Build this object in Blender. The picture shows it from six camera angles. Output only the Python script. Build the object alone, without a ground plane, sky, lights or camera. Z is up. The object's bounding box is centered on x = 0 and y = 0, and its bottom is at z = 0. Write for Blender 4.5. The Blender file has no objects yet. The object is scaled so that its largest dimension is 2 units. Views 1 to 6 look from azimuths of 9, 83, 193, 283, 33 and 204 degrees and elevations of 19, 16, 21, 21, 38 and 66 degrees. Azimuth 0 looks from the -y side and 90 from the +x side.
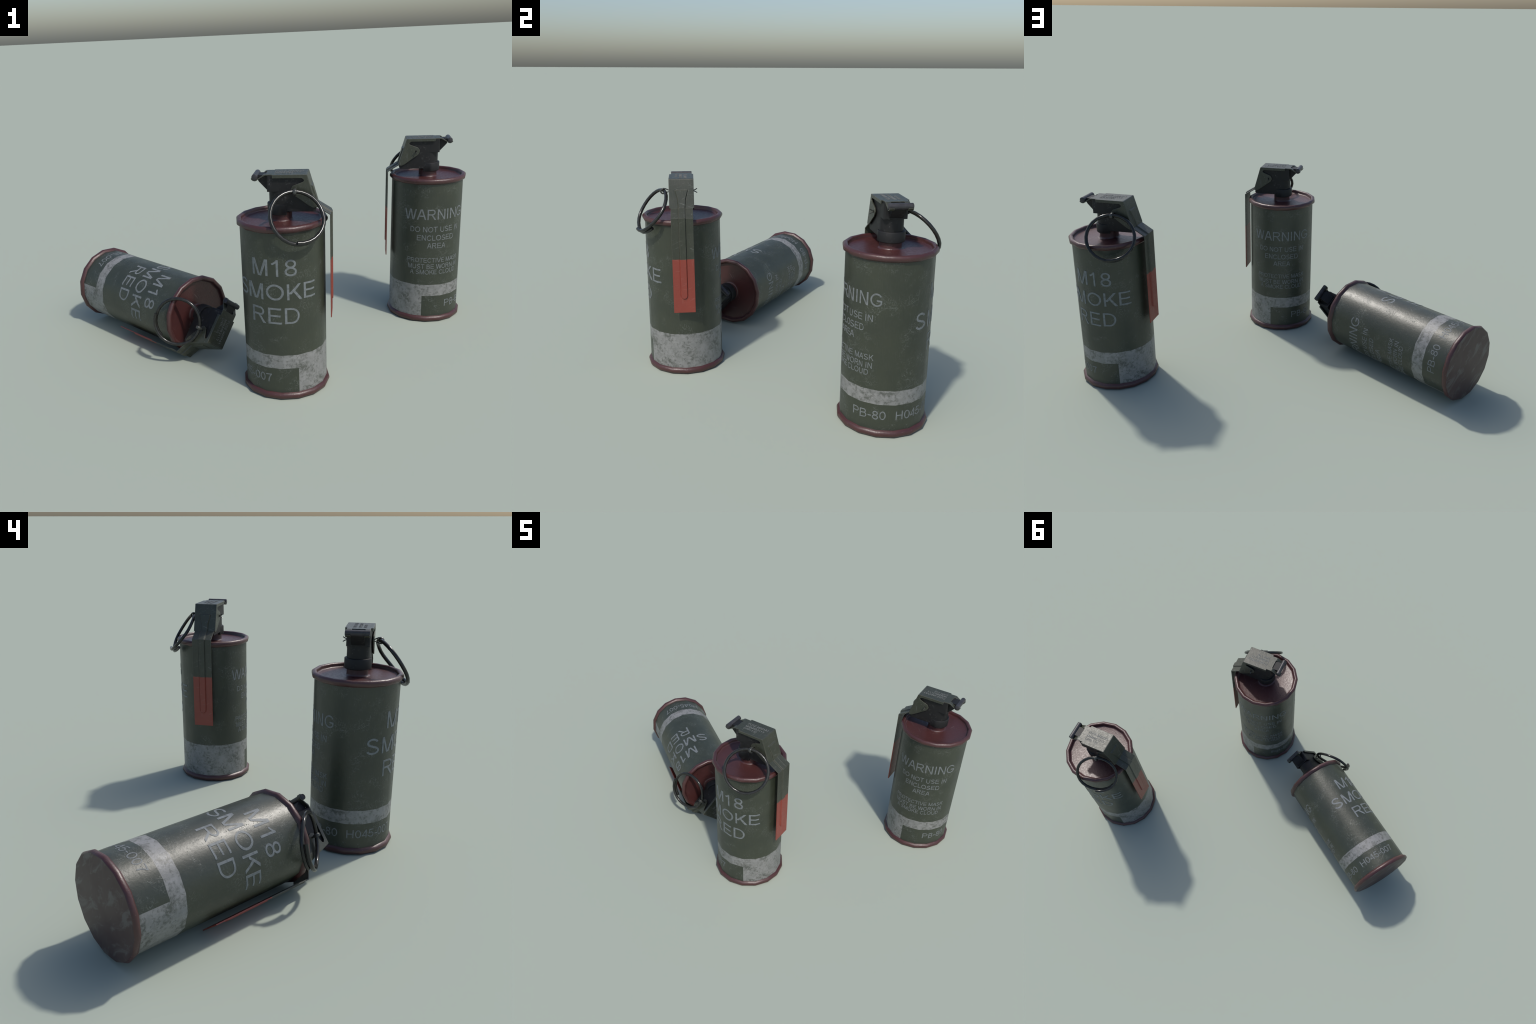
"""Three weathered olive-drab smoke canisters: two standing, one lying on its side.

Every canister is the same set of parts in one local frame: axis = +z with the
base at z = 0, the safety lever on +x, the pull ring on -y.  Three Empties carry
linked copies of the parts.
"""
import bpy, bmesh, math
from math import sin, cos, pi, radians, atan2, hypot, sqrt
from mathutils import Vector, Matrix

SIDES = 16                 # the can is a smooth-shaded 16-sided drum
R_CAN = 0.1757             # radius to the corners of the drum
SCN = bpy.context.scene.collection


# --------------------------------------------------------------------------
#  node helpers
# --------------------------------------------------------------------------
class Nodes:
    def __init__(self, name):
        self.mat = bpy.data.materials.new(name)
        self.mat.use_nodes = True
        self.nt = self.mat.node_tree
        self.nt.nodes.clear()
        self.out = self.nt.nodes.new("ShaderNodeOutputMaterial")
        self.bsdf = self.nt.nodes.new("ShaderNodeBsdfPrincipled")
        self.nt.links.new(self.bsdf.outputs[0], self.out.inputs[0])
        self.obj = self.nt.nodes.new("ShaderNodeTexCoord").outputs["Object"]

    def node(self, kind, **props):
        n = self.nt.nodes.new(kind)
        for k, v in props.items():
            setattr(n, k, v)
        return n

    def put(self, sock, val):
        if hasattr(val, "is_output"):
            self.nt.links.new(val, sock)
        elif isinstance(val, (tuple, list)) and sock.type == "RGBA" and len(val) == 3:
            sock.default_value = (*val, 1.0)
        else:
            sock.default_value = val

    def math(self, op, a, b=0.0, c=0.0, clamp=False):
        n = self.node("ShaderNodeMath", operation=op, use_clamp=clamp)
        for i, v in enumerate((a, b, c)):
            self.put(n.inputs[i], v)
        return n.outputs[0]

    def mul(self, a, b):
        return self.math("MULTIPLY", a, b)

    def mix(self, fac, a, b, blend="MIX"):
        n = self.node("ShaderNodeMix", data_type="RGBA", blend_type=blend)
        self.put(n.inputs[0], fac)
        self.put(n.inputs[6], a)
        self.put(n.inputs[7], b)
        return n.outputs[2]

    def step(self, x, lo, hi):
        n = self.node("ShaderNodeMapRange", interpolation_type="SMOOTHSTEP")
        self.put(n.inputs[0], x)
        n.inputs[1].default_value, n.inputs[2].default_value = lo, hi
        return n.outputs[0]

    def noise(self, vec, scale, detail=4.0, rough=0.55, dist=0.0):
        n = self.node("ShaderNodeTexNoise")
        self.put(n.inputs["Vector"], vec)
        n.inputs["Scale"].default_value = scale
        n.inputs["Detail"].default_value = detail
        n.inputs["Roughness"].default_value = rough
        n.inputs["Distortion"].default_value = dist
        return n.outputs["Fac"]

    def mapping(self, vec, loc=(0, 0, 0), rot=(0, 0, 0), scale=(1, 1, 1)):
        n = self.node("ShaderNodeMapping")
        self.put(n.inputs[0], vec)
        n.inputs[1].default_value, n.inputs[2].default_value, n.inputs[3].default_value = loc, rot, scale
        return n.outputs[0]

    def xyz(self, vec=None):
        n = self.node("ShaderNodeSeparateXYZ")
        self.put(n.inputs[0], vec or self.obj)
        return n.outputs

    def comb(self, x, y, z):
        n = self.node("ShaderNodeCombineXYZ")
        for i, v in enumerate((x, y, z)):
            self.put(n.inputs[i], v)
        return n.outputs[0]

    def unrolled(self):
        """(arc length round the drum, height, radius) and the polar angle"""
        x, y, z = self.xyz()
        ang = self.math("ARCTAN2", y, x)
        return self.comb(self.mul(ang, 0.174), z, 0.0), ang, z

    def scratches(self, vec, angles, stretch=14.0, scale=55.0, lo=0.66, hi=0.74):
        """hairlines: strongly stretched noise in several directions"""
        total = None
        for i, a in enumerate(angles):
            m = self.mapping(vec, loc=(3.1 * i, 1.7 * i, 0.9 * i), rot=(0, 0, radians(a)))
            m = self.mapping(m, scale=(stretch, 1.0, stretch))
            s = self.step(self.noise(m, scale / stretch * 2.2, 2.0, 0.5, 0.3), lo, hi)
            total = s if total is None else self.math("MAXIMUM", total, s)
        return total

    def edge(self, radius=0.0025, lo=0.02, hi=0.25):
        """1 on convex and concave edges, from the rounded normal"""
        b = self.node("ShaderNodeBevel", samples=6)
        b.inputs[0].default_value = radius
        g = self.node("ShaderNodeNewGeometry")
        d = self.node("ShaderNodeVectorMath", operation="DOT_PRODUCT")
        self.nt.links.new(b.outputs[0], d.inputs[0])
        self.nt.links.new(g.outputs["Normal"], d.inputs[1])
        return self.step(self.math("SUBTRACT", 1.0, d.outputs["Value"]), lo, hi), b.outputs[0]

    def bump(self, height, strength, distance, normal=None):
        n = self.node("ShaderNodeBump")
        n.inputs["Strength"].default_value = strength
        n.inputs["Distance"].default_value = distance
        self.put(n.inputs["Height"], height)
        if normal is not None:
            self.put(n.inputs["Normal"], normal)
        return n.outputs[0]

    def finish(self, color, rough, normal=None, metal=0.0, spec=0.5):
        self.put(self.bsdf.inputs["Base Color"], color)
        self.put(self.bsdf.inputs["Roughness"], rough)
        self.put(self.bsdf.inputs["Metallic"], metal)
        self.put(self.bsdf.inputs["Specular IOR Level"], spec)
        if normal is not None:
            self.put(self.bsdf.inputs["Normal"], normal)
        return self.mat


OLIVE = (0.0355, 0.0415, 0.0265)
OLIVE_DARK = (0.028, 0.035, 0.024)
FLECK = (0.20, 0.215, 0.20)
BAND = (0.25, 0.25, 0.245)
RED_LID = (0.066, 0.0215, 0.0200)


def mat_can():
    n = Nodes("olive_can_paint")
    uv, ang, z = n.unrolled()
    big = n.noise(n.obj, 7.0, 3.0)
    base = n.mix(n.step(big, 0.3, 0.7), OLIVE, (0.029, 0.035, 0.0235))
    # worn clusters of flecks and hairline scratches
    cluster = n.step(n.noise(n.obj, 12.0, 4.0, 0.6), 0.47, 0.64)
    fleck = n.step(n.noise(uv, 140.0, 6.0, 0.74, 0.6), 0.545, 0.64)
    hair = n.scratches(uv, (8, 52, 84, 131, 170), 8.0, 135.0, 0.63, 0.72)
    wear = n.math("MAXIMUM", n.mul(n.mul(fleck, cluster), 0.90), n.mul(hair, n.math("ADD", 0.06, n.mul(cluster, 0.80))), clamp=True)
    streak = n.step(n.noise(n.mapping(uv, scale=(22, 1, 1)), 18.0, 3.0), 0.45, 0.75)
    base = n.mix(n.mul(streak, 0.14), base, (0.075, 0.08, 0.062))
    base = n.mix(n.mul(wear, 0.42), base, FLECK)
    # occlusion shade painted into the olive next to both rolled rims
    rim_shade = n.math("MAXIMUM", n.step(z, 0.694, 0.722), n.step(n.mul(z, -1.0), -0.050, -0.026))
    base = n.mix(n.mul(rim_shade, 0.45), base, (0.02, 0.024, 0.018))
    # painted pale band; an olive panel for the lot number is left free in it
    edge_z = n.math("ADD", z, n.mul(n.math("SUBTRACT", n.noise(uv, 160.0, 2.0), 0.5), 0.0016))
    low = n.math("LESS_THAN", edge_z, 0.1987)
    under = n.math("LESS_THAN", edge_z, 0.1382)
    panel = n.math("GREATER_THAN", n.math("ABSOLUTE", n.math("SUBTRACT", ang, radians(8.1))), radians(74.2))
    band = n.mul(low, n.math("SUBTRACT", 1.0, n.mul(under, panel)))
    cloudy = n.noise(uv, 13.0, 3.0)
    spots = n.noise(n.mapping(uv, loc=(5, 2, 0)), 62.0, 8.0, 0.74, 0.4)
    chip = n.step(n.math("ADD", n.mul(spots, 0.68), n.mul(cloudy, 0.40)), 0.505, 0.66)
    pale = n.mix(n.step(n.noise(uv, 30.0, 5.0), 0.3, 0.7), BAND, (0.19, 0.192, 0.185))
    pale = n.mix(n.mul(chip, 0.80), pale, (0.052, 0.057, 0.045))
    color = n.mix(band, base, pale)
    ripple = n.math("ADD", n.noise(n.obj, 85.0, 4.0, 0.62), n.mul(wear, 0.35))
    pits = n.step(n.noise(n.obj, 150.0, 3.0, 0.6), 0.64, 0.72)
    rough = n.math("ADD", 0.33, n.mul(n.noise(n.obj, 22.0, 5.0, 0.6), 0.16))
    rough = n.math("ADD", rough, n.math("ADD", n.mul(band, 0.07), n.mul(pits, 0.25)))
    return n.finish(color, rough, n.bump(n.math("SUBTRACT", ripple, n.mul(pits, 0.4)), 0.35, 0.0016), spec=0.62)


def mat_red_rim():
    n = Nodes("dark_red_enamel")
    base = n.mix(n.step(n.noise(n.obj, 12.0, 4.0), 0.3, 0.7), RED_LID, (0.058, 0.021, 0.021))
    spots = n.mul(n.step(n.noise(n.obj, 90.0, 6.0, 0.72), 0.58, 0.74), n.step(n.noise(n.obj, 11.0, 2.0), 0.42, 0.65))
    lines = n.scratches(n.obj, (20, 75, 140), 14.0, 60.0, 0.69, 0.77)
    base = n.mix(n.mul(n.math("MAXIMUM", spots, lines), 0.30), base, (0.24, 0.17, 0.16))
    grain = n.noise(n.obj, 130.0, 5.0, 0.7)
    rough = n.math("ADD", 0.29, n.mul(n.step(n.noise(n.obj, 85.0, 6.0, 0.75), 0.30, 0.70), 0.17))
    return n.finish(base, rough, n.bump(grain, 0.50, 0.0015), spec=0.62)


def mat_base():
    n = Nodes("scuffed_brown_base")
    # broad rubbed patches and hairlines from being set down
    base = n.mix(n.step(n.noise(n.obj, 10.0, 4.0), 0.3, 0.7), (0.066, 0.036, 0.032), (0.084, 0.054, 0.047))
    smear = n.noise(n.mapping(n.obj, rot=(0, 0, radians(35)), scale=(2.4, 1, 1)), 8.0, 9.0, 0.70, 0.7)
    scuff = n.step(smear, 0.49, 0.62)
    lines = n.scratches(n.obj, (28, 40, 52, 120), 18.0, 55.0, 0.68, 0.77)
    base = n.mix(n.mul(scuff, 0.55), base, (0.165, 0.155, 0.14))
    base = n.mix(n.mul(lines, 0.30), base, (0.24, 0.22, 0.20))
    return n.finish(base, 0.52, n.bump(smear, 0.2, 0.001), spec=0.5)


def mat_fuze():
    n = Nodes("blackened_cast_metal")
    base = n.mix(n.noise(n.obj, 25.0, 4.0), (0.0115, 0.0120, 0.0125), (0.018, 0.018, 0.0185))
    rub = n.mul(n.step(n.noise(n.obj, 70.0, 7.0, 0.75, 0.4), 0.52, 0.70), n.step(n.noise(n.obj, 17.0, 2.0), 0.44, 0.62))
    edge, round_n = n.edge(0.002, 0.03, 0.22)
    edge = n.mul(edge, n.step(n.noise(n.obj, 60.0, 4.0), 0.42, 0.62))
    color = n.mix(n.math("MAXIMUM", n.mul(rub, 0.50), n.mul(edge, 0.5)), base, (0.13, 0.128, 0.128))
    return n.finish(color, 0.52, n.bump(n.noise(n.obj, 140.0, 4.0), 0.3, 0.001, round_n), spec=0.30)


def mat_lever():
    n = Nodes("olive_lever_paint_with_red_tip")
    x, y, z = n.xyz()
    base = n.mix(n.step(n.noise(n.obj, 14.0, 4.0), 0.3, 0.7), (0.033, 0.038, 0.0255), (0.042, 0.0455, 0.032))
    flat = n.comb(y, z, x)
    cluster = n.step(n.noise(n.obj, 14.0, 2.0), 0.42, 0.64)
    fleck = n.mul(n.step(n.noise(flat, 95.0, 6.0, 0.72, 0.4), 0.57, 0.74), cluster)
    hair = n.scratches(flat, (4, 88, 65, 110), 16.0, 70.0, 0.67, 0.76)
    brush = n.step(n.noise(n.mapping(flat, scale=(16, 1, 3)), 22.0, 4.0, 0.6), 0.44, 0.76)
    base = n.mix(n.mul(brush, 0.22), base, (0.095, 0.097, 0.082))
    base = n.mix(n.mul(n.math("MAXIMUM", fleck, hair), 0.40), base, FLECK)
    edge, round_n = n.edge(0.0018, 0.006, 0.10)
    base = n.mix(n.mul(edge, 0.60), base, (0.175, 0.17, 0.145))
    red = n.mix(n.noise(n.obj, 20.0, 4.0), (0.262, 0.045, 0.029), (0.225, 0.046, 0.033))
    red = n.mix(n.mul(n.math("MAXIMUM", hair, n.mul(fleck, 0.6)), 0.28), red, (0.36, 0.20, 0.17))
    line = n.math("ADD", z, n.mul(n.math("SUBTRACT", n.noise(n.obj, 120.0, 2.0), 0.5), 0.002))
    color = n.mix(n.math("LESS_THAN", line, 0.5728), base, red)
    grain = n.noise(n.obj, 110.0, 5.0, 0.7)
    rough = n.math("ADD", 0.32, n.mul(n.step(n.noise(n.obj, 110.0, 6.0, 0.75), 0.30, 0.70), 0.15))
    return n.finish(color, rough, n.bump(grain, 0.55, 0.0014, round_n), spec=0.55)


def mat_letters(name, color, rough):
    n = Nodes(name)
    uv, ang, z = n.unrolled()
    worn = n.mix(n.step(n.noise(uv, 60.0, 6.0, 0.7), 0.40, 0.68), color, tuple(c * 0.66 for c in color))
    return n.finish(worn, rough, spec=0.35)


def mat_wire(name, color, metal, rough):
    n = Nodes(name)
    c = n.mix(n.step(n.noise(n.obj, 60.0, 4.0), 0.4, 0.7), color, tuple(v * 1.5 for v in color))
    return n.finish(c, n.math("ADD", rough, n.mul(n.noise(n.obj, 90.0, 4.0), 0.06)), metal=metal, spec=0.42)


CAN, REDP, BASE, FUZE, LEVER = mat_can(), mat_red_rim(), mat_base(), mat_fuze(), mat_lever()
INK_BIG = mat_letters("pale_grey_stencil_paint", (0.182, 0.200, 0.206), 0.50)
INK_SMALL = mat_letters("faded_grey_stencil_paint", (0.178, 0.193, 0.196), 0.52)
INK_LEVER = mat_letters("stamped_grey_ink", (0.185, 0.195, 0.190), 0.85)
STEEL = mat_wire("gunmetal_ring_wire", (0.016, 0.0165, 0.0150), 0.0, 0.16)
BRIGHT = mat_wire("dull_steel_cotter_wire", (0.045, 0.047, 0.043), 0.2, 0.20)
PIN = mat_wire("dark_hinge_steel", (0.032, 0.031, 0.034), 0.0, 0.38)


# --------------------------------------------------------------------------
#  mesh helpers
# --------------------------------------------------------------------------
def to_mesh(bm, name, mat, smooth_angle=None):
    bmesh.ops.recalc_face_normals(bm, faces=bm.faces)
    me = bpy.data.meshes.new(name)
    bm.to_mesh(me)
    bm.free()
    me.materials.append(mat)
    if smooth_angle is not None:
        me.polygons.foreach_set("use_smooth", [True] * len(me.polygons))
        me.set_sharp_from_angle(angle=radians(smooth_angle))
    return me


def lathe(bm, profile, sides=SIDES, cap_lo=False, cap_hi=False, phase=0.0):
    """profile [(radius, z)...] turned about the z axis"""
    rings = []
    for r, z in profile:
        rings.append([bm.verts.new((r * cos(phase + 2 * pi * k / sides), r * sin(phase + 2 * pi * k / sides), z)) for k in range(sides)])
    for a, b in zip(rings, rings[1:]):
        for k in range(sides):
            j = (k + 1) % sides
            bm.faces.new((a[k], a[j], b[j], b[k]))
    if cap_lo:
        bm.faces.new(rings[0][::-1])
    if cap_hi:
        bm.faces.new(rings[-1])
    return rings


def prism_y(bm, outline, y0, y1):
    """outline in the x-z plane pushed from y0 to y1"""
    a = [bm.verts.new((x, y0, z)) for x, z in outline]
    b = [bm.verts.new((x, y1, z)) for x, z in outline]
    bm.faces.new(a)
    bm.faces.new(b[::-1])
    for i in range(len(a)):
        j = (i + 1) % len(a)
        bm.faces.new((a[j], a[i], b[i], b[j]))


def prism_z(bm, plan, z0, z1):
    a = [bm.verts.new((x, y, z0)) for x, y in plan]
    b = [bm.verts.new((x, y, z1)) for x, y in plan]
    bm.faces.new(a[::-1])
    bm.faces.new(b)
    for i in range(len(a)):
        j = (i + 1) % len(a)
        bm.faces.new((a[i], a[j], b[j], b[i]))


def round_poly(pts, radii, steps=4):
    """round each corner of a closed polygon with its own radius"""
    out = []
    n = len(pts)
    for i, p in enumerate(pts):
        r = radii[i] if isinstance(radii, (list, tuple)) else radii
        p, a, b = Vector(p), Vector(pts[i - 1]), Vector(pts[(i + 1) % n])
        if r <= 0:
            out.append(tuple(p))
            continue
        u, v = (a - p).normalized(), (b - p).normalized()
        half = u.angle(v) / 2
        t = min(r / math.tan(half), (a - p).length * 0.45, (b - p).length * 0.45)
        p0, p2 = p + u * t, p + v * t
        for s in range(steps + 1):
            k = s / steps
            out.append(tuple(p0 * (1 - k) ** 2 + p * 2 * k * (1 - k) + p2 * k * k))
    return out


def tube(bm, path, radii, sides=8, caps=True):
    """round wire swept along points"""
    pts = [Vector(p) for p in path]
    rings, ref = [], None
    for i, p in enumerate(pts):
        t = (pts[min(i + 1, len(pts) - 1)] - pts[max(i - 1, 0)]).normalized()
        if ref is None:
            ref = t.orthogonal().normalized()
        ref = (ref - t * ref.dot(t)).normalized()
        side = t.cross(ref)
        r = radii[i] if isinstance(radii, (list, tuple)) else radii
        rings.append([bm.verts.new(p + (ref * cos(2 * pi * k / sides) + side * sin(2 * pi * k / sides)) * r) for k in range(sides)])
    for a, b in zip(rings, rings[1:]):
        for k in range(sides):
            j = (k + 1) % sides
            bm.faces.new((a[k], a[j], b[j], b[k]))
    if caps:
        bm.faces.new(rings[0][::-1])
        bm.faces.new(rings[-1])


# --------------------------------------------------------------------------
#  can, rims, base
# --------------------------------------------------------------------------
def build_can():
    bm = bmesh.new()
    lathe(bm, [(R_CAN, 0.014), (R_CAN, 0.735)])
    return to_mesh(bm, "can", CAN, 60)


def build_lid():
    bm = bmesh.new()
    prof = [(0.1750, 0.7178), (0.1800, 0.7205), (0.1850, 0.7242), (0.1874, 0.7290), (0.1875, 0.7368), (0.1848, 0.7420),
            (0.1798, 0.7452), (0.1742, 0.7460), (0.1694, 0.7444), (0.1668, 0.7402), (0.1658, 0.7345),
            (0.1643, 0.7302), (0.1575, 0.7286), (0.0560, 0.7286), (0.0490, 0.7292), (0.0452, 0.7324), (0.0440, 0.7375), (0.0440, 0.7660)]
    lathe(bm, prof)
    return to_mesh(bm, "lid", REDP, 62)


def build_bottom_rim():
    bm = bmesh.new()
    prof = [(0.1750, 0.0280), (0.1800, 0.0254), (0.1850, 0.0216), (0.1874, 0.0168), (0.1875, 0.0088), (0.1850, 0.0032), (0.1815, 0.0004)]
    lathe(bm, prof)
    return to_mesh(bm, "bottom_rim", REDP, 62)


def build_base():
    bm = bmesh.new()
    lathe(bm, [(0.1815, 0.0004), (0.1790, 0.0)], cap_lo=False)
    ring = [v for v in bm.verts if abs(v.co.z) < 1e-6]
    bm.faces.new(ring[::-1])
    return to_mesh(bm, "base", BASE, 40)


# --------------------------------------------------------------------------
#  fuze body: neck, collar, cast housing, hinge nose
# --------------------------------------------------------------------------
def half_round_plan(r, x_end, y_end, steps=12, blend=0.022):
    """plan that is round at the pin side (-x) and runs straight to x_end"""
    pts = [(r * cos(a), r * sin(a)) for a in [pi / 2 + pi * k / steps for k in range(steps + 1)]]
    return pts + [(blend, -y_end), (x_end, -y_end), (x_end, y_end), (blend, y_end)]


def build_neck():
    bm = bmesh.new()
    prism_z(bm, half_round_plan(0.0468, 0.060, 0.0464, blend=0.02), 0.790, 0.905)
    me = to_mesh(bm, "fuze_neck", FUZE, 40)
    return me


def build_collar():
    bm = bmesh.new()
    # round at the back, melting into the housing sides towards the lever
    shape = lambda r, y: half_round_plan(r, 0.026, y, blend=0.020)
    levels = [(shape(0.0535, 0.0462), 0.7585), (shape(0.0556, 0.0466), 0.7608), (shape(0.0556, 0.0466), 0.7985), (shape(0.0542, 0.0464), 0.8010), (shape(0.0450, 0.0450), 0.8022)]
    rings = [[bm.verts.new((x, y, z)) for x, y in plan] for plan, z in levels]
    for a, b in zip(rings, rings[1:]):
        for k in range(len(a)):
            j = (k + 1) % len(a)
            bm.faces.new((a[k], a[j], b[j], b[k]))
    bm.faces.new(rings[0][::-1])
    bm.faces.new(rings[-1])
    return to_mesh(bm, "fuze_collar", FUZE, 40)


def build_housing():
    bm = bmesh.new()
    slab = [(0.005, 0.7725), (0.1375, 0.7725), (0.1440, 0.7790), (0.1425, 0.7960), (0.1085, 0.9140), (0.005, 0.9140)]
    prism_y(bm, slab, -0.0466, 0.0466)
    bmesh.ops.bevel(bm, geom=[e for e in bm.edges if min(v.co.x for v in e.verts) > 0.02 and e.verts[0].co.y * e.verts[1].co.y > 0], offset=0.0015, segments=2, affect="EDGES")
    return to_mesh(bm, "fuze_housing", FUZE, 35)


def build_block():
    """square head above the neck, undercut on the pin side"""
    bm = bmesh.new()
    plan = round_poly([(-0.0500, -0.0474), (0.016, -0.0464), (0.016, 0.0464), (-0.0500, 0.0474)], [0.008, 0, 0, 0.008], 4)
    prism_z(bm, plan, 0.8530, 0.9172)
    return to_mesh(bm, "fuze_block", FUZE, 40)


def build_nose():
    bm = bmesh.new()
    prism_y(bm, [(-0.048, 0.8585), (-0.0528, 0.8585), (-0.0830, 0.8915), (-0.0890, 0.9030), (-0.0890, 0.9174), (-0.048, 0.9174)], -0.0273, 0.0273)
    return to_mesh(bm, "hinge_nose", FUZE, 30)


PIN_X, PIN_Z, PIN_R = -0.0968, 0.9126, 0.0122


def build_pin():
    bm = bmesh.new()
    ends = 0.0486
    prof = [(PIN_R - 0.0022, -ends), (PIN_R, -ends + 0.0016), (PIN_R, ends - 0.0016), (PIN_R - 0.0022, ends)]
    rings = []
    for r, y in prof:
        rings.append([bm.verts.new((PIN_X + r * cos(2 * pi * k / 14), y, PIN_Z + r * sin(2 * pi * k / 14))) for k in range(14)])
    for a, b in zip(rings, rings[1:]):
        for k in range(14):
            bm.faces.new((a[k], a[(k + 1) % 14], b[(k + 1) % 14], b[k]))
    bm.faces.new(rings[0])
    bm.faces.new(rings[-1][::-1])
    return to_mesh(bm, "hinge_pin", PIN, 40)


# --------------------------------------------------------------------------
#  safety lever: bent strap with a pressed rib, side cheeks, hinge hooks
# --------------------------------------------------------------------------
T = 0.0042                                     # sheet thickness
A = Vector((0.1112, 0.9226))                   # strap corners (x, z), outer face
B = Vector((0.1480, 0.7955))
C = Vector((0.2024, 0.7612))
D = Vector((0.2024, 0.3185))


def build_lever():
    n1, n2, n3 = Vector((B.y - A.y, A.x - B.x)).normalized() * -1, None, Vector((1, 0))
    n1 = Vector((A.y - B.y, B.x - A.x)).normalized()
    n2 = Vector((B.y - C.y, C.x - B.x)).normalized()
    HW, RIB, RAMP, LIFT = 0.0545, 0.0130, 0.0032, 0.0046
    rows = []                                   # (point, normal, strap half width, rib half width, rib lift)

    def along(p, q, z, n, hw, rib, lift):
        k = (p.y - z) / (p.y - q.y)
        rows.append((p + (q - p) * k, n, hw, rib, lift))

    down = (B - A).normalized()
    for k in (0.0, 0.25, 0.5, 0.75, 1.0):        # rounded fold between roof and strap
        p0, p2 = A + Vector((-0.0045, 0)), A + down * 0.0045
        rows.append((p0 * (1 - k) ** 2 + A * 2 * k * (1 - k) + p2 * k * k, (Vector((0, 1)) * (1 - k) + n1 * k).normalized(), 0.0553 - 0.0004 * k, 0.014, 0.0))
    along(A, B, 0.8765, n1, HW, 0.0180, 0.0)
    along(A, B, 0.8750, n1, HW, 0.0275, 0.0)
    along(A, B, 0.8715, n1, HW, 0.0258, LIFT)
    along(A, B, 0.8340, n1, HW, 0.0155, LIFT)
    along(A, B, 0.8000, n1, HW, RIB, LIFT)
    along(A, B, 0.7972, n1, 0.0535, RIB, LIFT)
    m12 = (n1 + n2).normalized() / cos(n1.angle(n2) / 2)
    rows.append((B.copy(), m12, 0.0500, RIB, LIFT))
    rows.append((B + (C - B) * 0.03, n2, 0.0490, RIB, LIFT))
    m23 = (n2 + n3).normalized() / cos(n2.angle(n3) / 2)
    rows.append((C.copy(), m23, 0.0490, RIB, LIFT))
    for z in (0.58, 0.402):
        along(C, D, z, n3, 0.0490, RIB, LIFT)
    for ang in (25, 50, 72):
        along(C, D, 0.402 - 0.0155 * sin(radians(ang)), n3, 0.0490, RIB * cos(radians(ang)) , LIFT)
    along(C, D, 0.3835, n3, 0.0490, 0.0035, 0.0)
    rows.append((D.copy(), n3, 0.0490, 0.0035, 0.0))
    bm = bmesh.new()
    outer, inner = [], []
    for p, nrm, hw, rib, lift in rows:
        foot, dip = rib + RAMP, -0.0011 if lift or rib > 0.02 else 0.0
        ys = [-hw, -(foot + 0.0022), -foot, -rib, rib, foot, foot + 0.0022, hw]
        up = [0, 0, dip, lift, lift, dip, 0, 0]
        outer.append([bm.verts.new((p.x + nrm.x * u, y, p.y + nrm.y * u)) for y, u in zip(ys, up)])
        inner.append([bm.verts.new((p.x + nrm.x * -T, y, p.y - nrm.y * T)) for y in ys])
    for grid in (outer, inner):
        for a, b in zip(grid, grid[1:]):
            for k in range(7):
                bm.faces.new((a[k], a[k + 1], b[k + 1], b[k]))
    for r in range(len(rows) - 1):
        for k in (0, 7):
            bm.faces.new((outer[r][k], outer[r + 1][k], inner[r + 1][k], inner[r][k]))
    for r in (0, -1):
        for k in range(7):
            bm.faces.new((outer[r][k], outer[r][k + 1], inner[r][k + 1], inner[r][k]))
    return to_mesh(bm, "lever_strap", LEVER, 21)


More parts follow.
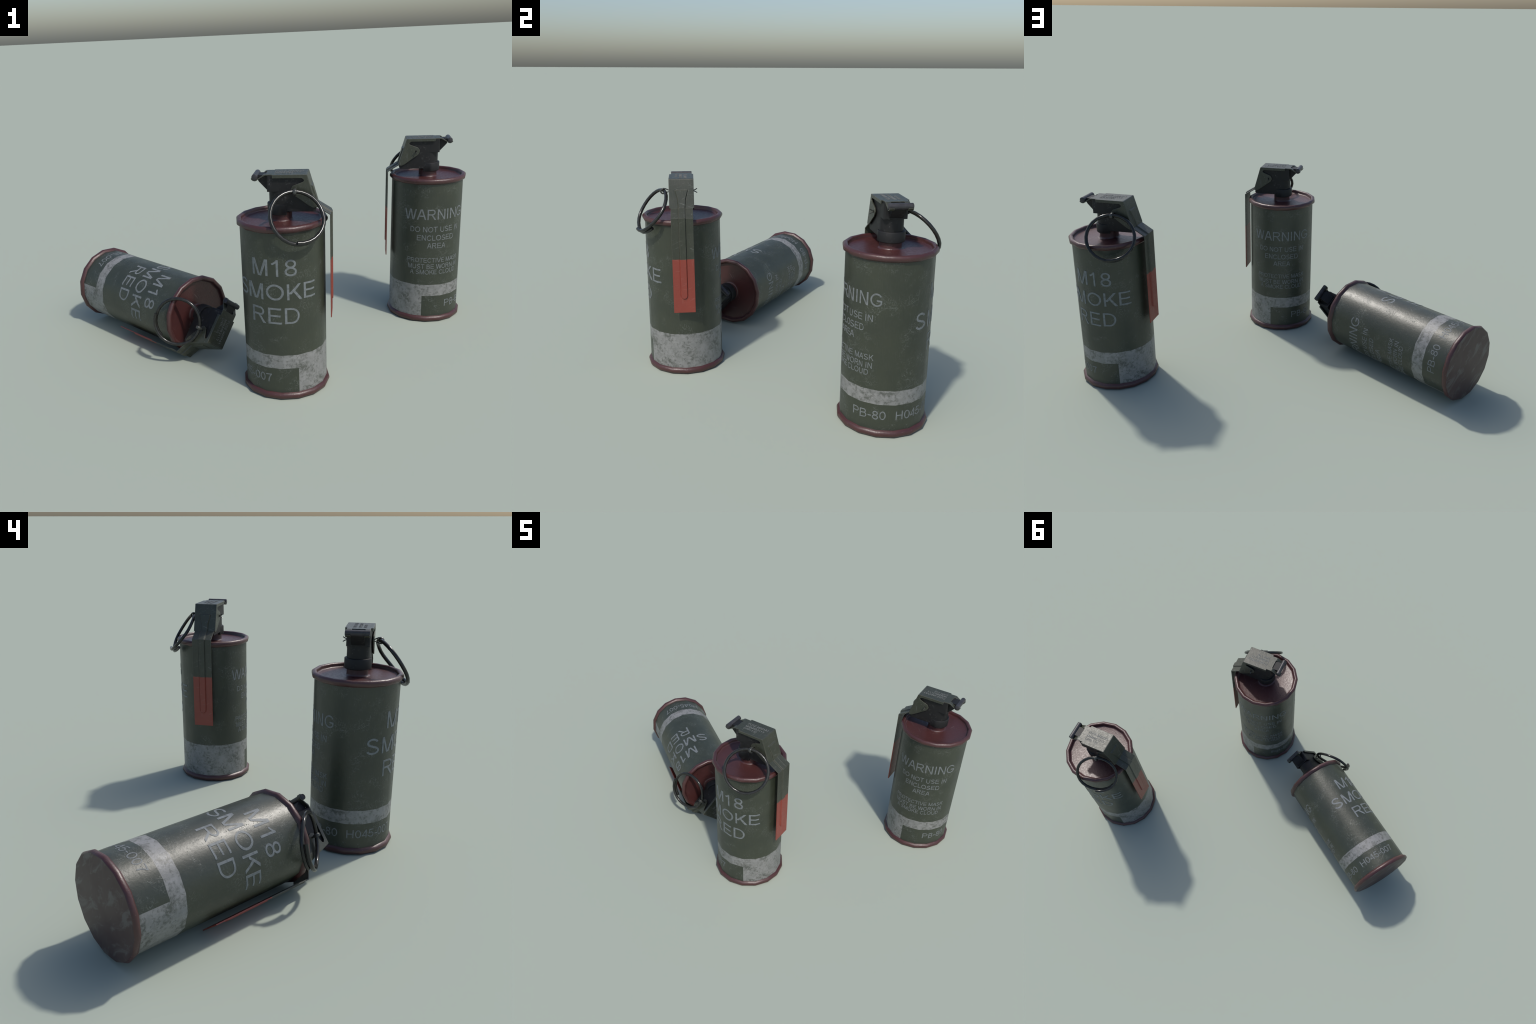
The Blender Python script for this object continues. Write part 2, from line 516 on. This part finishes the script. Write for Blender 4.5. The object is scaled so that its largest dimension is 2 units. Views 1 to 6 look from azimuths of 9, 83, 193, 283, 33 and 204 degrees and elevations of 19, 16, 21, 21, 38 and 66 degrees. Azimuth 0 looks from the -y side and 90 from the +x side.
def build_lever_top():
    """flat roof of the lever and the two hooks that wrap under the hinge pin"""
    bm = bmesh.new()
    top, bot = 0.9226, 0.9226 - T
    # roof: wide over the housing, narrower tongue, then two hooks
    plan = [(0.1068, -0.0553), (0.1068, 0.0553), (-0.0268, 0.0553), (-0.0268, 0.0465), (-0.0560, 0.0465), (-0.0560, 0.0268),
            (-0.0535, 0.0258), (-0.0535, -0.0258), (-0.0560, -0.0268), (-0.0560, -0.0465), (-0.0268, -0.0465), (-0.0268, -0.0553)]
    prism_z(bm, plan, bot, top)
    # hooks: swept sheet profile (outer side listed first)
    line = [(-0.0560, top), (-0.0600, top - 0.0006), (-0.0640, top - 0.0026), (-0.0690, top - 0.0072)]
    for a in (-35, -55, -75, -95, -115, -138, -160):
        line.append((PIN_X + (PIN_R + 0.0008) * cos(radians(a)), PIN_Z + (PIN_R + 0.0008) * sin(radians(a))))
    for s in (-1, 1):
        y0, y1 = s * 0.0268, s * 0.0465
        up, dn = [], []
        for i, (x, z) in enumerate(line):
            a, b = Vector(line[max(i - 1, 0)]), Vector(line[min(i + 1, len(line) - 1)])
            t = (b - a).normalized()
            nn = Vector((-t.y, t.x)) * (0.0056, 0.0056, 0.0054, 0.0042)[min(i, 3)] * (1 if i < 4 else 0.8)                      # to the underside of the sheet
            up.append((x, z))
            dn.append((x + nn.x, z + nn.y) if i else (x, z - T))
        for i in range(len(line) - 1):
            q = [up[i], up[i + 1], dn[i + 1], dn[i]]
            vs = [[bm.verts.new((x, y, z)) for x, z in q] for y in (y0, y1)]
            bm.faces.new(vs[0]); bm.faces.new(vs[1][::-1])
            for k in ((0, 1), (2, 3)):
                bm.faces.new((vs[0][k[0]], vs[0][k[1]], vs[1][k[1]], vs[1][k[0]]))
            if i == len(line) - 2:
                bm.faces.new((vs[0][1], vs[0][2], vs[1][2], vs[1][1]))
    bmesh.ops.remove_doubles(bm, verts=bm.verts, dist=2e-5)
    return to_mesh(bm, "lever_roof", LEVER, 32)


def build_cheek(side):
    """side cheek: strip under the roof, deep notch and a rounded ear for the cotter pin"""
    pts = [(0.1092, 0.9223), (-0.0262, 0.9223), (-0.0262, 0.9094), (0.0905, 0.9092), (0.1004, 0.9006), (0.0950, 0.8937), (0.0545, 0.8780),
           (0.0450, 0.8620), (0.0540, 0.8445), (0.1190, 0.7975), (0.1350, 0.7895), (0.1474, 0.7940)]
    rad = [0, 0, 0.001, 0.006, 0.0045, 0.003, 0.009, 0.011, 0.012, 0.012, 0.010, 0.004]
    out = round_poly(pts, rad, 4)
    bm = bmesh.new()
    y0, y1 = (0.0553 - 0.0042, 0.0556)
    prism_y(bm, out, side * y0, side * y1)
    return to_mesh(bm, "lever_cheek", LEVER, 32)


# --------------------------------------------------------------------------
#  cotter pin and pull ring
# --------------------------------------------------------------------------
HOLE = Vector((0.0648, 0.0, 0.8603))


def build_cotter():
    bm = bmesh.new()
    eye = [(-0.049, 0.0026), (-0.058, 0.0040), (-0.065, 0.0074), (-0.073, 0.0108), (-0.0815, 0.0118), (-0.0890, 0.0092), (-0.0936, 0.0034),
           (-0.0940, -0.0028), (-0.0910, -0.0086), (-0.0845, -0.0120), (-0.0770, -0.0114), (-0.0695, -0.0076), (-0.0615, -0.0040), (-0.049, -0.0026)]
    rr = [0.0020, 0.0022, 0.0025, 0.0029, 0.0032, 0.0034, 0.0035, 0.0035, 0.0034, 0.0032, 0.0029, 0.0025, 0.0022, 0.0020]
    tube(bm, [(HOLE.x, y, HOLE.z + z) for y, z in eye], rr, 8)
    for v in bm.verts:                       # the eye is hammered flat and broad
        k = max(0.0, min(1.0, (-v.co.y - 0.060) / 0.020))
        v.co.x = HOLE.x + (v.co.x - HOLE.x) * (1 + 1.15 * k)
    for s in (1, -1):
        legs = [(0.049, 0.0014), (0.0570, 0.0020), (0.0640, 0.0052), (0.0712, 0.0098)]
        tube(bm, [(HOLE.x, y, HOLE.z + s * z) for y, z in legs], [0.0023, 0.0023, 0.0023, 0.0020], 7)
    return to_mesh(bm, "cotter_pin", BRIGHT, 50)


def build_hole_dark_disc():  # thin dark discs added on the cheeks in place of cut openings
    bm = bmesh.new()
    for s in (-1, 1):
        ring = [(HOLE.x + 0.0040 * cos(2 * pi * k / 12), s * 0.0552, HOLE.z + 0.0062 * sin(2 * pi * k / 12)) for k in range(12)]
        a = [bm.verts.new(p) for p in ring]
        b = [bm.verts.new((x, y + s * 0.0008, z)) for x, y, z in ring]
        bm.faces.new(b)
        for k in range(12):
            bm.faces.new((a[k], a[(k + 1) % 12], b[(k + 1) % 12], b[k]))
    return to_mesh(bm, "hole_dark_disc", HOLE_DISC_MAT, 40)


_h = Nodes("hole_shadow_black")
HOLE_DISC_MAT = _h.finish(_h.mix(_h.noise(_h.obj, 80.0), (0.004, 0.004, 0.004), (0.008, 0.008, 0.008)), 0.8, spec=0.1)


def build_ring():
    """split ring: a bit more than one turn, the two ends lying side by side"""
    centre = Vector((0.0762, -0.1368, 0.7734))
    nrm = Vector((0.3408, -0.7641, 0.5478)).normalized()
    a = nrm.cross(Vector((0, 0, 1))).normalized()
    b = a.cross(nrm)
    rad, wire = 0.1063, 0.0080
    start, end = 221.0, 360.0 + 282.0
    ease = lambda x: max(0.0, min(1.0, x)) ** 2 * (3 - 2 * max(0.0, min(1.0, x)))
    path, steps = [], 32
    for i in range(steps + 1):
        phi = start + (end - start) * i / steps
        off = -0.0082 * (1 - ease((phi - 278) / 62)) + 0.0082 * ease((phi - 520) / 58)
        p = radians(phi)
        path.append(centre + (a * cos(p) + b * sin(p)) * rad + nrm * off)
    bm = bmesh.new()
    tube(bm, path, wire, 10)
    return to_mesh(bm, "pull_ring", STEEL, 50)


# --------------------------------------------------------------------------
#  lettering: plain grotesque capitals drawn from bars, slanted bars and arcs
# --------------------------------------------------------------------------
def bar(x0, y0, x1, y1):
    return [[(x0, y0), (x1, y0), (x1, y1), (x0, y1)]]


def slant(xb, yb, xt, yt, w=0.15):
    return [[(xb - w / 2, yb), (xb + w / 2, yb), (xt + w / 2, yt), (xt - w / 2, yt)]]


def ribbon(pts, w=0.125):
    out, n = [], len(pts)
    closed = hypot(pts[0][0] - pts[-1][0], pts[0][1] - pts[-1][1]) < 1e-6
    L, Rr = [], []
    for i, (x, y) in enumerate(pts):
        a = pts[i - 1] if i else (pts[-2] if closed else pts[0])
        b = pts[i + 1] if i < n - 1 else (pts[1] if closed else pts[-1])
        tx, ty = b[0] - a[0], b[1] - a[1]
        d = hypot(tx, ty)
        L.append((x - ty / d * w / 2, y + tx / d * w / 2))
        Rr.append((x + ty / d * w / 2, y - tx / d * w / 2))
    for i in range(n - 1):
        out.append([Rr[i], Rr[i + 1], L[i + 1], L[i]])
    return out


def arc(cx, cy, rx, ry, a0, a1, steps=None):
    steps = steps or max(6, int(abs(a1 - a0) / 13))
    return [(cx + rx * cos(radians(a0 + (a1 - a0) * k / steps)), cy + ry * sin(radians(a0 + (a1 - a0) * k / steps))) for k in range(steps + 1)]


STEM = bar(0.105, 0, 0.230, 1)
# glyph: (advance in cap heights, list of strokes; a stroke is a strip of quads)
GLYPHS = {
    "A": (0.932, [slant(0.078, 0, 0.435, 1, 0.140), slant(0.854, 0, 0.497, 1, 0.140), bar(0.22, 0.29, 0.71, 0.405)]),
    "B": (0.932, [STEM, ribbon([(0.2, 0.94)] + arc(0.52, 0.735, 0.205, 0.205, 90, -90) + [(0.2, 0.53)], 0.111), ribbon([(0.2, 0.52)] + arc(0.55, 0.29, 0.235, 0.23, 90, -90) + [(0.2, 0.06)], 0.111)]),
    "C": (1.008, [ribbon(arc(0.53, 0.5, 0.41, 0.445, 36, 324), 0.120)]),
    "D": (1.008, [STEM, ribbon([(0.2, 0.94)] + arc(0.47, 0.5, 0.39, 0.44, 90, -90) + [(0.2, 0.06)], 0.111)]),
    "E": (0.932, [bar(0.11, 0, 0.237, 1), bar(0.23, 0.888, 0.845, 1), bar(0.23, 0.45, 0.80, 0.558), bar(0.23, 0, 0.87, 0.110)]),
    "F": (0.853, [bar(0.11, 0, 0.237, 1), bar(0.23, 0.888, 0.79, 1), bar(0.23, 0.44, 0.71, 0.555)]),
    "G": (1.087, [ribbon(arc(0.56, 0.5, 0.44, 0.445, 38, 318) + [(0.925, 0.25), (0.93, 0.40)], 0.120), bar(0.57, 0.39, 0.99, 0.505)]),
    "H": (1.008, [STEM, bar(0.78, 0, 0.905, 1), bar(0.235, 0.45, 0.775, 0.57)]),
    "I": (0.388, [bar(0.13, 0, 0.257, 1)]),
    "K": (0.932, [STEM, slant(0.255, 0.37, 0.79, 1, 0.178), slant(0.865, 0, 0.47, 0.585, 0.165)]),
    "L": (0.777, [STEM, bar(0.235, 0, 0.73, 0.11)]),
    "M": (1.163, [bar(0.1, 0, 0.228, 1), bar(0.935, 0, 1.063, 1), slant(0.54, 0, 0.20, 1, 0.140), slant(0.625, 0, 0.965, 1, 0.140)]),
    "N": (1.008, [bar(0.105, 0, 0.235, 1), bar(0.775, 0, 0.905, 1), slant(0.825, 0, 0.185, 1, 0.140)]),
    "O": (1.087, [ribbon(arc(0.543, 0.5, 0.43, 0.445, 0, 360, 28), 0.120)]),
    "P": (0.932, [STEM, ribbon([(0.2, 0.94)] + arc(0.56, 0.71, 0.25, 0.23, 90, -90) + [(0.2, 0.48)], 0.111)]),
    "R": (1.008, [STEM, ribbon([(0.2, 0.94)] + arc(0.62, 0.725, 0.22, 0.215, 90, -90) + [(0.2, 0.51)], 0.111), slant(0.90, 0, 0.56, 0.48, 0.16)]),
    "S": (0.932, [ribbon(arc(0.465, 0.735, 0.285, 0.21, 18, 262, 16) + arc(0.475, 0.262, 0.325, 0.21, 80, -165, 16), 0.119)]),
    "T": (0.853, [bar(0.365, 0, 0.49, 0.895), bar(0.03, 0.888, 0.825, 1)]),
    "U": (1.008, [ribbon([(0.172, 1.0)] + arc(0.503, 0.36, 0.331, 0.305, 180, 360, 14) + [(0.834, 1.0)], 0.124)]),
    "V": (0.932, [slant(0.43, 0, 0.08, 1, 0.140), slant(0.50, 0, 0.85, 1, 0.140)]),
    "W": (1.318, [slant(0.335, 0, 0.085, 1, 0.136), slant(0.40, 0, 0.630, 1, 0.136), slant(0.918, 0, 0.688, 1, 0.136), slant(0.983, 0, 1.233, 1, 0.136)]),
    "0": (0.777, [ribbon(arc(0.388, 0.5, 0.275, 0.445, 0, 360, 26), 0.116)]),
    "1": (0.777, [bar(0.37, 0, 0.495, 1), ribbon([(0.13, 0.73), (0.27, 0.80), (0.37, 0.885), (0.44, 0.985)], 0.111)]),
    "2": (0.777, [ribbon(arc(0.39, 0.70, 0.26, 0.23, 170, -30) + [(0.44, 0.40), (0.12, 0.08)], 0.111), bar(0.06, 0, 0.70, 0.115)]),
    "3": (0.777, [ribbon(arc(0.37, 0.735, 0.23, 0.205, 160, -90), 0.111), ribbon(arc(0.38, 0.285, 0.27, 0.228, 90, -165), 0.111)]),
    "4": (0.777, [bar(0.50, 0, 0.625, 1), bar(0.03, 0.225, 0.74, 0.335), ribbon([(0.09, 0.27), (0.55, 0.97)], 0.116)]),
    "5": (0.777, [ribbon(arc(0.375, 0.325, 0.285, 0.265, 142, -165), 0.111), bar(0.20, 0.888, 0.68, 1), slant(0.15, 0.44, 0.235, 0.99, 0.111)]),
    "7": (0.777, [bar(0.06, 0.888, 0.72, 1), ribbon([(0.66, 0.93), (0.50, 0.68), (0.39, 0.38), (0.345, 0.0)], 0.116)]),
    "8": (0.777, [ribbon(arc(0.388, 0.735, 0.235, 0.207, 0, 360, 22), 0.111), ribbon(arc(0.388, 0.278, 0.275, 0.222, 0, 360, 24), 0.111)]),
    "-": (0.465, [bar(0.05, 0.31, 0.415, 0.43)]),
    " ": (0.388, []),
}


def strokes_of(text):
    x, out = 0.0, []
    for ch in text:
        adv, strokes = GLYPHS[ch]
        out += [[[(px + x, py) for px, py in q] for q in s] for s in strokes]
        x += adv
    lo = min(p[0] for s in out for q in s for p in q)
    hi = max(p[0] for s in out for q in s for p in q)
    return [[[((px - lo) / (hi - lo), py) for px, py in q] for q in s] for s in out]


def clip(poly, axis_val, keep_less):
    """cut a convex polygon along u = axis_val"""
    res = []
    for i, p in enumerate(poly):
        q = poly[(i + 1) % len(poly)]
        ip, iq = ((p[0] <= axis_val) == keep_less) or p[0] == axis_val, ((q[0] <= axis_val) == keep_less) or q[0] == axis_val
        if ip:
            res.append(p)
        if ip != iq and abs(q[0] - p[0]) > 1e-12:
            k = (axis_val - p[0]) / (q[0] - p[0])
            res.append((axis_val, p[1] + (q[1] - p[1]) * k))
    return res


def facet_point(theta, z, lift):
    """point on the flat facets of the drum, pushed out by lift"""
    st = 2 * pi / SIDES
    k = math.floor(theta / st + 1e-9)
    f = theta / st - k
    a = Vector((cos(k * st), sin(k * st), 0)) * R_CAN
    b = Vector((cos((k + 1) * st), sin((k + 1) * st), 0)) * R_CAN
    p = a.lerp(b, f)
    n = (a.lerp(b, f)).normalized()
    return Vector((p.x, p.y, z)) + n * lift, n


def letters_mesh(name, lines, place, cuts, mat, lift=0.0005, sink=0.0009):
    """lines: (text, u0, u1, baseline, cap height); place(u, v, lift) -> (point, normal)"""
    bm = bmesh.new()
    nrm_layer = {}
    flat = []
    for text, u0, u1, base, cap in lines:
        for si, stroke in enumerate(strokes_of(text)):
            sl = lift + 0.00009 * (si % 4)
            verts, edges = {}, {}

            def vert(p):
                key = (round(p[0], 6), round(p[1], 6))
                if key not in verts:
                    co, nn = place(p[0], p[1], sl)
                    verts[key] = (bm.verts.new(co), nn)
                return verts[key][0]
            for quad in stroke:
                poly = [(u0 + (u1 - u0) * x, base + cap * y) for x, y in quad]
                pieces = [poly]
                for c in cuts:
                    nxt = []
                    for pc in pieces:
                        us = [q[0] for q in pc]
                        if min(us) < c - 1e-9 and max(us) > c + 1e-9:
                            nxt += [clip(pc, c, True), clip(pc, c, False)]
                        else:
                            nxt.append(pc)
                    pieces = nxt
                for pc in pieces:
                    vs = []
                    for p in pc:
                        v = vert(p)
                        if v not in vs:
                            vs.append(v)
                    if len(vs) < 3:
                        continue
                    try:
                        f = bm.faces.new(vs)
                    except ValueError:
                        continue
                    f.smooth = True
                    for i in range(len(vs)):
                        e = frozenset((vs[i], vs[(i + 1) % len(vs)]))
                        edges[e] = edges.get(e, 0) + 1
            back = {v: nn for v, nn in verts.values()}
            low = {}
            for e, cnt in edges.items():
                if cnt != 1:
                    continue
                a, b = tuple(e)
                quad = []
                for v in (a, b):
                    quad.append(bm.verts.new(v.co))
                for v in (b, a):
                    quad.append(bm.verts.new(v.co - back[v] * sink))
                bm.faces.new(quad)
            for v, nn in back.items():
                nrm_layer[v] = nn
    bm.normal_update()
    for f in bm.faces:                       # painted faces look outward
        if f.smooth:
            ref = nrm_layer[f.verts[0]]
            if f.normal.dot(ref) < 0:
                f.normal_flip()
    bm.verts.index_update()
    normals = {v.index: tuple(n) for v, n in nrm_layer.items()}
    me = bpy.data.meshes.new(name)
    bm.to_mesh(me)
    bm.free()
    me.materials.append(mat)
    split = [(0, 0, 0)] * len(me.loops)
    for i, lp in enumerate(me.loops):
        if lp.vertex_index in normals:
            split[i] = normals[lp.vertex_index]
    me.normals_split_custom_set(split)
    return me


def round_lines(lines):
    return [(t, radians(a), radians(b), z, c) for t, a, b, z, c in lines]


CUTS = [k * 2 * pi / SIDES for k in range(-8, 13)]


def build_lettering():
    out = []
    out.append(letters_mesh("type_lettering", round_lines([
        ("M18", -127.6, -65.6, 0.5432, 0.0693),
        ("SMOKE", -158.0, -37.4, 0.4425, 0.0672),
        ("RED", -130.5, -63.2, 0.3395, 0.0690)]), facet_point, CUTS, INK_BIG, 0.0008, 0.0012))
    out.append(letters_mesh("warning_lettering", round_lines([
        ("WARNING", 48.8, 156.4, 0.5418, 0.0522),
        ("DO NOT USE IN", 59.7, 145.8, 0.4785, 0.0272),
        ("ENCLOSED", 71.2, 134.0, 0.4350, 0.0276),
        ("AREA", 87.8, 119.1, 0.3943, 0.0274),
        ("PROTECTIVE MASK", 55.8, 149.1, 0.3195, 0.0232),
        ("MUST BE WORN IN", 57.4, 147.6, 0.2855, 0.0240),
        ("A SMOKE CLOUD", 61.2, 142.8, 0.2560, 0.0236)]), facet_point, CUTS, INK_SMALL))
    out.append(letters_mesh("lot_lettering", round_lines([
        ("PB-80", 122.9, 168.8, 0.0732, 0.0368),
        ("H045-007", 181.8, 256.0, 0.0740, 0.0366)]), facet_point, CUTS, INK_SMALL))

    def on_roof(u, v, lift):
        return Vector((u, v, 0.9226 + lift)), Vector((0, 0, 1))
    out.append(letters_mesh("lever_lettering", [
        ("FUSE M201A1", -0.0195, 0.0930, 0.0118, 0.0140),
        ("MAM4B3113", -0.0195, 0.0830, -0.0090, 0.0128),
        ("DRR-130", -0.0190, 0.0530, -0.0285, 0.0125)], on_roof, [], INK_LEVER, 0.0006, 0.0008))
    return out


# --------------------------------------------------------------------------
#  assemble: named parts, sub-parts, three placed copies
# --------------------------------------------------------------------------
letter_meshes = build_lettering()
PARTS = [
    ("can", build_can(), [("type_lettering", letter_meshes[0]), ("warning_lettering", letter_meshes[1]), ("lot_lettering", letter_meshes[2])]),
    ("lid", build_lid(), []),
    ("bottom_rim", build_bottom_rim(), []),
    ("base", build_base(), []),
    ("fuze_housing", build_housing(), [("fuze_neck", build_neck()), ("fuze_collar", build_collar()), ("fuze_block", build_block()), ("hinge_nose", build_nose()), ("hinge_pin", build_pin())]),
    ("safety_lever", build_lever(), [("lever_roof", build_lever_top()), ("lever_cheek", build_cheek(-1)), ("lever_cheek", build_cheek(1)), ("lever_lettering", letter_meshes[3]), ("hole_dark_disc", build_hole_dark_disc())]),
    ("cotter_pin", build_cotter(), []),
    ("pull_ring", build_ring(), []),
]

lie_axis = Vector((0.82037, -0.57184, 0.0)).normalized()
lie_x = Vector((-0.35687, -0.51195, -0.78138))
lie_x = (lie_x - lie_axis * lie_x.dot(lie_axis)).normalized()
lie_y = lie_axis.cross(lie_x)
lying = Matrix((lie_x, lie_y, lie_axis)).transposed().to_4x4()

PLACES = [
    ("standing olive drab smoke canister with dark red lids and pull ring", Matrix.Translation((0.1562, -0.4043, 0.0))),
    ("standing worn olive smoke canister with warning text and safety lever", Matrix.Translation((0.8112, 0.4046, 0.0)) @ Matrix.Rotation(pi, 4, "Z")),
    ("olive smoke canister lying on its side, lever touching the ground", Matrix.Translation((-0.8966, 0.2619, 0.1900)) @ lying),
]


def child(name, mesh, parent):
    o = bpy.data.objects.new(name, mesh)
    SCN.objects.link(o)
    o.parent = parent
    return o


for label, place in PLACES:
    top = bpy.data.objects.new("smoke_canister", None)
    SCN.objects.link(top)
    top.empty_display_size = 0.1
    top.matrix_world = place
    top["label"] = label
    top["category"] = "smoke grenade"
    for name, mesh, subs in PARTS:
        part = child(name, mesh, top)
        for sub_name, sub_mesh in subs:
            child(sub_name, sub_mesh, part)
bpy.context.view_layer.update()
